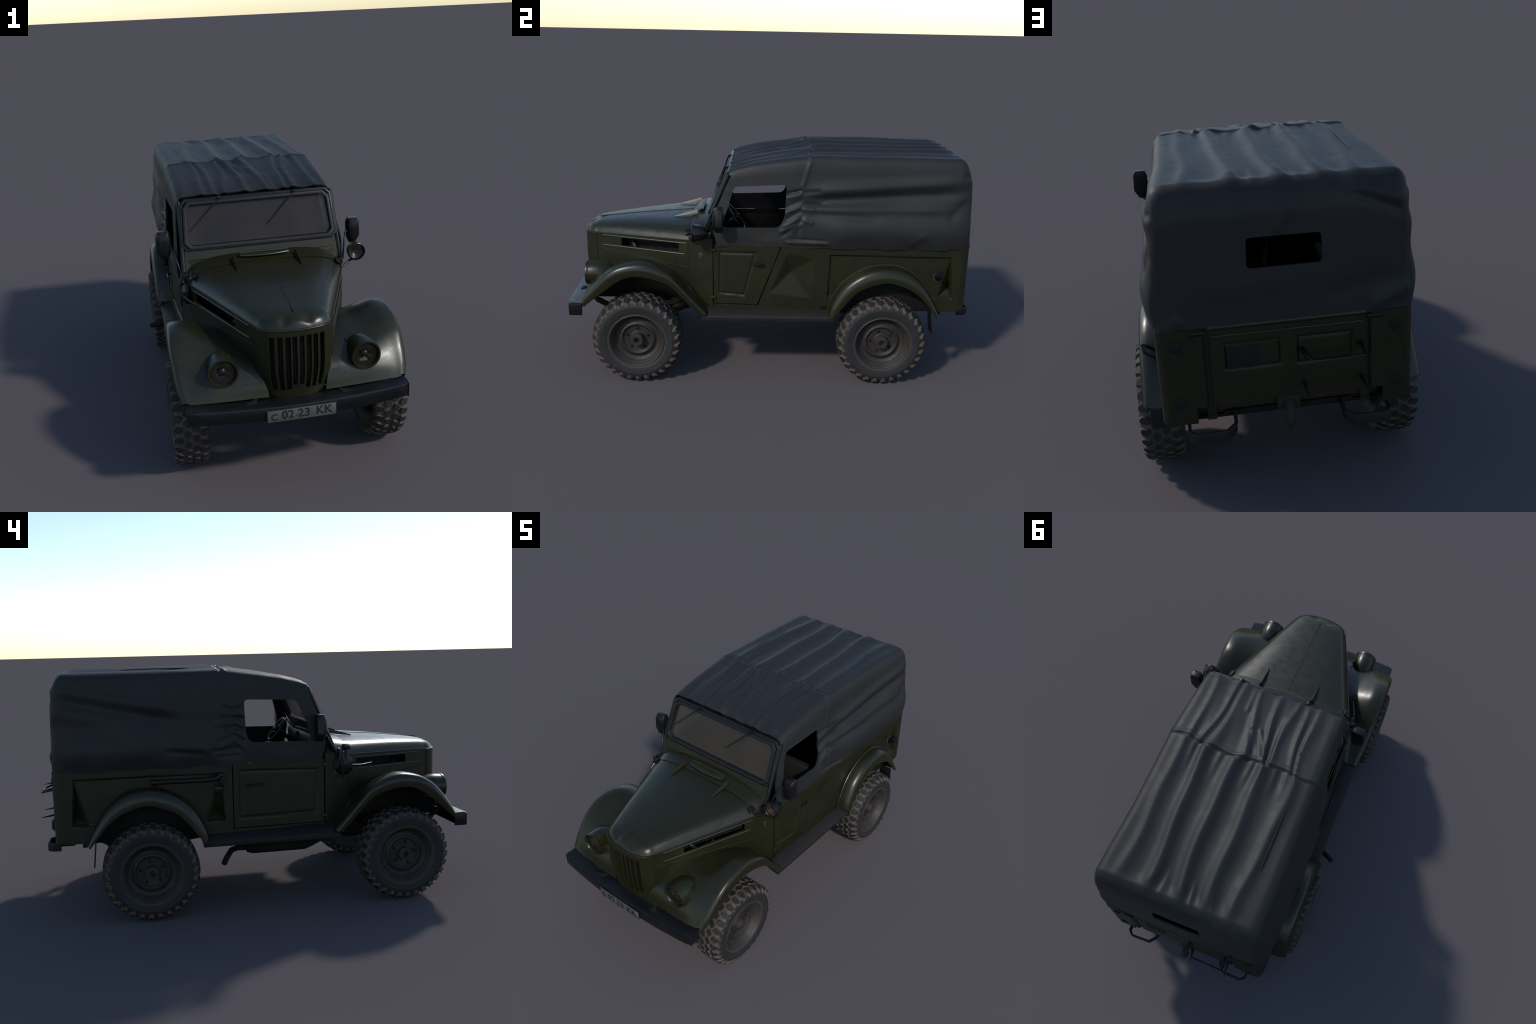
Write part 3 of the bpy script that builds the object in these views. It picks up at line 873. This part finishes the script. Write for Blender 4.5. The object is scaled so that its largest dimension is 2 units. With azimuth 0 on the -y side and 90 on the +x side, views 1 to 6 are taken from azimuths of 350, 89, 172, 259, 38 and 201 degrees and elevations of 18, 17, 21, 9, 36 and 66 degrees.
# hoops under the canvas
for y in (.19, .52, .82):
    tube('canvas_hoop', [(-.35, y, .67), (-.338, y, .95), (-.325, y, 1.02), (-.29, y, 1.050), (0, y, 1.052), (.29, y, 1.050), (.320, y, 1.02), (.330, y, .95), (.35, y, .67)], .008, BLACK, 8)

# ------------------------------------------------------------------ cabin
box('dashboard', (0, -.305, .69), (.66, .05, .13), PAINT_FLAT, .015)
revolve('instrument_cluster', [(-.282, .0), (-.278, .045), (-.286, .048), (-.30, .048)], 24, BLACK, 'y', (.10, 0, .70))
def seat(x, y, w):
    s = box('seat', (x, y, .475), (w, .22, .07), SEAT, .02)
    box('seat_base', (x, y, .40), (w - .04, .18, .09), DARK, .005, parent=s)
    box('seat_back', (x, y + .125, .575), (w, .045, .20), SEAT, .018, rot=Matrix.Rotation(-.18, 4, 'X').to_quaternion(), parent=s)
seat(.175, -.04, .26); seat(-.175, -.04, .26)
for s in (1, -1):
    box('side_bench', (s * .29, .52, .615), (.15, .62, .035), SEAT, .012)
# steering wheel and column
ctr = np.array([.172, -.185, .752]); ax = np.array([0, .80, .60]); ax /= np.linalg.norm(ax)
u = np.array([1., 0, 0]); v = np.cross(ax, u)
sw = tube('steering_wheel', [ctr + .070 * (math.cos(a) * u + math.sin(a) * v) for a in np.linspace(0, 2 * math.pi, 33)[:-1]], .006, BLACK, 8, closed=True)
for a in (.5, 2.6, 4.7):
    tube('steering_spoke', [ctr - ax * .006, ctr + .068 * (math.cos(a) * u + math.sin(a) * v)], .0035, BLACK, 6, parent=sw)
tube('steering_column', [ctr + ax * .004, ctr - ax * .24], .011, BLACK, 8, parent=sw)
revolve('horn_button', [(0, .0), (.004, .010), (-.004, .013), (-.01, .013)], 16, STEEL, 'x', tuple(ctr + ax * .006), parent=sw)
tube('gear_lever', [(.02, -.16, .38), (.02, -.12, .56), (.025, -.11, .60)], [.006, .005, .011], BLACK, 8)

# ------------------------------------------------------------------ mirrors, lamps and fittings on the sides
def mirror(s, c, w, h, name='wing_mirror'):
    pts = [(-.5, .30), (-.38, .5), (.34, .5), (.46, .36), (.5, -.22), (.16, -.5), (-.28, -.5), (-.46, -.25)]
    V = []
    for dy, k in ((.020, .94), (.016, 1.), (-.008, 1.), (-.022, .80), (-.027, .45)):
        for a, b in pts:
            V.append((c[0] + s * a * w * k, c[1] + dy, c[2] + b * h * k))
    m_ = len(pts)
    F = grid_faces(5, m_, wrap=True) + [tuple(range(m_)), tuple(range(5 * m_ - 1, 4 * m_ - 1, -1))]
    return make(name, V, F, BLACK, angle=30, bevel=.0015)
mr = mirror(1, (.436, -.258, .798), .060, .116)
ml = mirror(-1, (-.424, -.250, .812), .068, .120)
tube('mirror_arm', [(.405, -.272, .80), (.392, -.285, .797), (.378, -.310, .75), (.364, -.335, .69)], .0042, BLACK, 8, parent=mr)
tube('mirror_arm', [(-.400, -.262, .80), (-.385, -.28, .79), (-.372, -.310, .74), (-.355, -.345, .685)], .0042, BLACK, 8, parent=ml)
tube('mirror_arm', [(-.350, -.352, .705), (-.366, -.36, .69), (-.372, -.358, .62), (-.345, -.35, .60)], .005, BLACK, 8, parent=ml)
# search lamp on the right front corner
def lamp(c, r, parent=None):
    b = revolve('search_lamp', [(.052, .0), (.050, .014), (.035, .028), (.010, r * .95), (-.008, r), (-.014, r * .98)], 10, BLACK, 'y', c, angle=30)
    revolve('lamp_rim', [(-.010, r), (-.018, r * 1.02), (-.021, r * .92), (-.016, r * .84), (-.006, r * .82)], 20, BLACK, 'y', c, cap=False, parent=b)
    revolve('lamp_glass', [(-.012, r * .86), (-.017, r * .5), (-.019, 0)], 20, LENS, 'y', c, cap=False, parent=b)
    revolve('lamp_reflector', [(-.010, r * .84), (-.002, r * .6), (.008, r * .3), (.010, 0)], 20, BULB, 'y', c, cap=False, parent=b)
    return b
lp = lamp((.415, -.360, .732), .040)
tube('lamp_arm', [(.330, -.392, .672), (.352, -.388, .676), (.385, -.365, .690), (.412, -.352, .694)], .0055, BLACK, 8, parent=lp)
# turned-away lamp on the left front corner
l2 = revolve('turned_lamp', [(-.338, .0), (-.338, .046), (-.346, .053), (-.356, .050), (-.368, .034), (-.374, .012), (-.375, 0)], 8, BLACK, 'x', (0, -.380, .630), angle=20, phase=.39)
box('lamp_post', (-.372, -.372, .630), (.008, .010, .125), BLACK, .002, parent=l2)
tube('lamp_arm', [(-.365, -.40, .626), (-.345, -.47, .622), (-.318, -.53, .626)], [.006, .005, .004], BLACK, 8, parent=l2)
# long black handle strapped to the left rear side
tl = tube('side_tool', [(-.402, .502, .600), (-.402, .44, .601), (-.402, .30, .6005), (-.402, .245, .601), (-.402, .215, .606), (-.402, .196, .622)], [.011, .010, .010, .010, .012, .013], BLACK, 10)
tube('tool_grip', [(-.402, .505, .600), (-.402, .480, .600)], .0135, BLACK, 10, parent=tl)
box('tool_bracket', (-.396, .196, .596), (.022, .022, .060), BLACK, .004, parent=tl)
box('tool_bracket', (-.388, .210, .552), (.012, .034, .03), BLACK, .004, parent=tl)
# fuel filler on the right rear side
ff = tube('fuel_filler', [(.376, .783, .518), (.402, .782, .534), (.420, .780, .546), (.434, .778, .562)], [.019, .019, .018, .003], BLACK, 10, angle=25)
revolve('filler_collar', [(.372, .026), (.382, .025), (.384, .017)], 24, RIM, 'x', (0, .784, .520), parent=ff)

# ------------------------------------------------------------------ bumpers, plate, hook
xs_ = np.linspace(-.428, .428, 41)
def by(x):
    return -.968 - .022 * (1 - (abs(x) / .428) ** 2)
def bz(x):
    return .372 + .012 * (abs(x) / .428) ** 2
prof = [(.062, 0.), (.012, .002), (.003, -.002), (0, -.010), (.0, -.050), (.004, -.057), (.012, -.060), (.050, -.060), (.050, -.055), (.010, -.053), (.008, -.008), (.062, -.006)]
P = []
for xx in xs_:
    k = 1 if abs(xx) < .40 else 1 - .3 * (abs(xx) - .40) / .028
    P.append([(xx, by(xx) + dy + (0 if abs(xx) < .415 else .008), bz(xx) + dz) for dy, dz in prof])
V = np.array(P).reshape(-1, 3); m_ = len(prof)
bumper = make('front_bumper', V, grid_faces(41, m_, wrap=True) + [tuple(range(m_)), tuple(range(len(V) - 1, len(V) - m_ - 1, -1))], BLACK, angle=30)
for s in (1, -1):
    box('bumper_end_cap', (s * .427, by(.42) + .036, .352), (.006, .062, .060), BLACK, .003, parent=bumper)
    box('bumper_iron', (s * .19, -.925, .352), (.035, .08, .03), DARK, .003, parent=bumper)
    prism('bumper_gusset', [(s * .165, .0), (s * .205, .0), (s * .19, .0)][:3] if False else [(s * .160, -.915), (s * .215, -.955), (s * .165, -.955)], .374, .378, 'z', GREYPATCH, parent=bumper)
plate = box('number_plate', (-.005, -.9935, .337), (.262, .003, .046), PLATE, .0012)
box('plate_border', (-.005, -.9925, .337), (.268, .002, .052), STEEL, .001, parent=plate)
def text(body, x, z, size):
    cu = bpy.data.curves.new('plate_letters', 'FONT')
    cu.body = body; cu.size = size; cu.extrude = .0012
    cu.align_x = 'CENTER'; cu.align_y = 'CENTER'
    cu.offset = .0004
    ob = bpy.data.objects.new('plate_letters', cu)
    bpy.context.scene.collection.objects.link(ob)
    dg = bpy.context.evaluated_depsgraph_get()
    me = bpy.data.meshes.new_from_object(ob.evaluated_get(dg))
    bpy.data.objects.remove(ob)
    me.name = 'plate_letters'
    me.transform(Matrix.Translation((x, -.9955, z)) @ Matrix.Rotation(math.pi / 2, 4, 'X'))
    me.materials.clear(); me.materials.append(INK)
    o = bpy.data.objects.new('plate_letters', me)
    link(o, plate)
text('C', -.110, .333, .038)
text('02 23', -.028, .338, .048)
text('KK', .080, .339, .048)

# rear bumperettes and tow hook
for s, xo, xi in ((1, .310, .168), (-1, .310, .168)):
    pts = [(xi, .905), (xi + .004, .925), (xi + .030, .957), (xo - .020, .960), (xo, .940), (xo, .905)]
    cen = poly_path(pts, 40)
    V = []
    for k, (a, b) in enumerate(cen):
        t = cen[min(k + 1, 39)] - cen[max(k - 1, 0)]
        t /= np.linalg.norm(t); nrm = np.array([-t[1], t[0]])
        for dn, z in ((.004, .338), (-.004, .338), (-.004, .302), (.004, .302)):
            q = np.array([a, b]) + nrm * dn
            V.append((s * q[0], q[1], z))
    make('rear_bumperette', V, grid_faces(40, 4, wrap=True) + [(0, 1, 2, 3), (159, 158, 157, 156)], STEP, bevel=.0015, angle=30)
    box('bumperette_mount', (s * xo, .88, .345), (.010, .07, .045), DARK, .003)
    box('bumperette_mount', (s * xi, .88, .350), (.010, .07, .050), DARK, .003)
    box('spring_shackle', (s * .238, .890, .380), (.030, .03, .046), STEP, .003)
    box('frame_horn', (s * .238, .870, .365), (.080, .04, .030), DARK, .003)
    box('frame_horn', (s * .238, .875, .346), (.030, .04, .014), RUST, .003)
box('rear_crossmember', (0, .880, .388), (.56, .03, .034), RUST, .003)
hk = tube('tow_hook', [(.004, .90, .392), (.004, .935, .390), (.004, .956, .366), (.004, .955, .340), (.004, .940, .322), (.004, .934, .306)], [.016, .015, .013, .015, .013, .009], RUST, 10)
box('tow_plate', (.004, .918, .385), (.07, .012, .045), RUST, .003, parent=hk)

# ------------------------------------------------------------------ chassis
for s in (1, -1):
    rail = tube_data([(0, -.90, .405), (0, -.60, .415), (0, -.40, .385), (0, -.28, .330), (0, .30, .325), (0, .45, .38), (0, .60, .385), (0, .86, .372)], .030, 4)
    make('frame_rail', rail[0] * np.array([.8, 1, 1]) + np.array([s * .19, 0, 0]), rail[1], DARK, angle=30)
    for yc in (-.643, .520):
        pts = [(s * .235, yc + t * .26, .250 + .105 * (abs(t)) ** 1.5) for t in np.linspace(-1, 1, 15)]
        sp = tube('leaf_spring', pts, .012, RUST, 8)
        for i, L in enumerate((.9, .65, .42)):
            tube('spring_leaf', [(s * .235, yc + t * .26 * L, .250 - .011 * (i + 1) + .105 * (abs(t * L)) ** 1.5) for t in np.linspace(-1, 1, 9)], .008, RUST, 6, parent=sp)
        tube('shock_absorber', [(s * .26, yc + .06, .23), (s * .25, yc + .10, .40)], .016, DARK, 10, parent=sp)
for yc in (-.643, .520):
    axl = tube('axle', [(-.37, yc, .213), (0, yc, .213), (.37, yc, .213)], .025, RUST, 12)
    revolve('differential', [(yc - .07, .0), (yc - .065, .035), (yc - .03, .062), (yc, .068), (yc + .03, .062), (yc + .065, .035), (yc + .07, .0)], 16, RUST, 'y', (-.05, 0, .213), parent=axl)
for y, zc in ((-.86, .40), (-.35, .36), (.10, .325), (.75, .375)):
    box('crossmember', (0, y, zc), (.36, .045, .045), DARK, .004)
box('transfer_case', (.03, -.10, .30), (.16, .30, .11), DARK, .02)
tube('drive_shaft', [(.05, .0, .28), (.05, .46, .215)], .016, RUST, 10)
tube('drive_shaft', [(.05, -.2, .27), (.05, -.58, .215)], .016, RUST, 10)
box('fuel_tank', (.18, .02, .315), (.20, .28, .05), DARK, .012)
# exhaust: silencer under the left side with the tail pipe turned outwards
ex = revolve('silencer', [(-.245, .012), (-.235, .016), (-.20, .028), (.05, .030), (.075, .022), (.08, .010)], 14, DARK, 'y', (-.31, 0, .258), angle=40)
tube('exhaust_pipe', [(-.31, .07, .258), (-.32, .12, .262), (-.36, .155, .264), (-.43, .180, .262), (-.470, .197, .255), (-.497, .209, .246)], .013, DARK, 10, parent=ex)
tube('exhaust_pipe', [(-.31, -.24, .258), (-.26, -.36, .29), (-.12, -.50, .33)], .012, DARK, 10, parent=ex)
for s in (1, -1):
    box('mud_flap', (s * .395, .758, .302), (.075, .006, .11), RUBBER, .002, rot=Matrix.Rotation(.10, 4, 'X').to_quaternion())
    box('flap_bracket', (s * .36, .80, .345), (.03, .02, .04), STEP, .003)

# ------------------------------------------------------------------ wheels
def tread_data():
    """blocky lugs: two staggered middle rows and two shoulder rows"""
    V, F = [], []
    NL = 30
    rng = random.Random(5)
    def lug(xc, th, hw, hl, r0, r1, rot, shoulder=0):
        base = len(V)
        hexa = [(-1, -.30), (-.62, -1), (.30, -.92), (.95, -.62), (1, .35), (.55, 1), (-.35, .9), (-.95, .62)]
        for lev, (r, k) in enumerate(((r0, 1.06), (r1 - .0015, 1.0), (r1, .94))):
            for a, b in hexa:
                a2 = a * math.cos(rot) - b * math.sin(rot); b2 = a * math.sin(rot) + b * math.cos(rot)
                x = xc + a2 * hw * k
                t = th + b2 * hl * k / .205
                rr = r
                if shoulder and abs(x) > .054:
                    rr = r - (abs(x) - .054) * (.95 if lev else .7)
                V.append((x, rr * math.cos(t), rr * math.sin(t)))
        for lev in range(2):
            for i in range(8):
                j = (i + 1) % 8
                F.append((base + lev * 8 + i, base + lev * 8 + j, base + lev * 8 + 8 + j, base + lev * 8 + 8 + i))
        F.append(tuple(base + 16 + i for i in range(8)))
    st = 2 * math.pi / NL
    for i in range(NL):
        for s in (1, -1):
            off = 0 if s > 0 else .5
            lug(s * .0165, (i + off) * st, .0130, .0150, .196, .2125 + rng.uniform(-.0006, .0004), .35 * s + rng.uniform(-.1, .1))
            lug(s * .0520, (i + off + .5) * st, .0175, .0130, .190, .2115, .12 * s + rng.uniform(-.08, .08), 1)
    return V, F
TV, TF = tread_data()
tyre_prof = [(-.048, .128), (-.056, .131), (-.0640, .142), (-.0690, .155), (-.0695, .165), (-.0705, .168), (-.0695, .171), (-.0680, .182), (-.0615, .192), (-.048, .1985), (-.02, .2015), (.02, .2015), (.048, .1985),
             (.0615, .192), (.0680, .182), (.0695, .171), (.0705, .168), (.0695, .165), (.0695, .155), (.0670, .142), (.062, .131), (.050, .128)]
rim_prof = [(-.052, .128), (-.050, .120), (-.03, .112), (.030, .108), (.044, .114), (.053, .122), (.0650, .1245), (.0680, .1285), (.0655, .1315), (.054, .131)]
disc_prof = [(.036, .1095), (.031, .104), (.026, .097), (.026, .091), (.030, .086), (.035, .080), (.037, .074), (.033, .069), (.026, .063), (.024, .036)]
hub_prof = [(.012, .040), (.022, .038), (.026, .032), (.050, .030), (.056, .028), (.0565, .0245), (.054, .023), (.0565, .0215), (.0565, .0145), (.034, .0135), (.034, .0)]
protos = {}
for s in (1, -1):
    for y in (-.643, .520):
        w = bpy.data.objects.new('wheel', None); link(w, None)
        w.location = (s * .407, y, .2125)
        w.rotation_euler = ((.3 if y > 0 else 0) + (1.1 if s < 0 else 0), 0, 0 if s > 0 else math.pi)
        if not protos:
            t = revolve('tyre', tyre_prof, 72, TYRE, angle=45, local=True, parent=w, cap=False)
            l = make('tyre_tread', TV, TF, None, parent=w, angle=30, weld=False, mats=[LUG, GROOVE]); l['kind'] = 'stuff'
            for p in l.data.polygons:
                p.material_index = 1 if p.index % 17 < 8 else 0
            r = revolve('rim', rim_prof, 48, RIM, angle=45, local=True, parent=w, cap=False)
            d = revolve('wheel_disc', disc_prof, 40, DISC, angle=45, local=True, parent=w, cap=False)
            h = revolve('hub', hub_prof, 24, RIM, angle=35, local=True, parent=w, cap=False)
            br = revolve('brake_drum', [(-.06, .03), (-.055, .095), (-.010, .098), (-.005, .03)], 32, DARK, angle=35, local=True, parent=w)
            V, F = [], []
            nuts = []
            for k in range(5):
                a = 2 * math.pi * k / 5 + .3
                q, f = revolve_data([(.004, .007), (.014, .0065), (.016, .004), (.016, 0)], 6)
                q = q + np.array([0, .052 * math.cos(a), .052 * math.sin(a)])
                nuts.append((q, f))
            first = None
            protos = dict(tyre=t, tyre_tread=l, rim=r, wheel_disc=d, hub=h, brake_drum=br)
            me = None
            q0, f0 = revolve_data([(.022, .0065), (.030, .006), (.0315, .004), (.0315, 0)], 6)
            for k in range(5):
                a = 2 * math.pi * k / 5 + .3
                if me is None:
                    nb = make('wheel_nut', q0, f0, DARK, parent=w, angle=30); me = nb.data
                else:
                    nb = bpy.data.objects.new('wheel_nut', me); link(nb, w)
                nb.location = (0, .052 * math.cos(a), .052 * math.sin(a))
            protos['nut'] = me
        else:
            for k in ('tyre', 'tyre_tread', 'rim', 'wheel_disc', 'hub', 'brake_drum'):
                o = protos[k].copy()
                o.name = k
                link(o, w)
            for k in range(5):
                a = 2 * math.pi * k / 5 + .3
                nb = bpy.data.objects.new('wheel_nut', protos['nut']); link(nb, w)
                nb.location = (0, .052 * math.cos(a), .052 * math.sin(a))
bpy.context.view_layer.update()
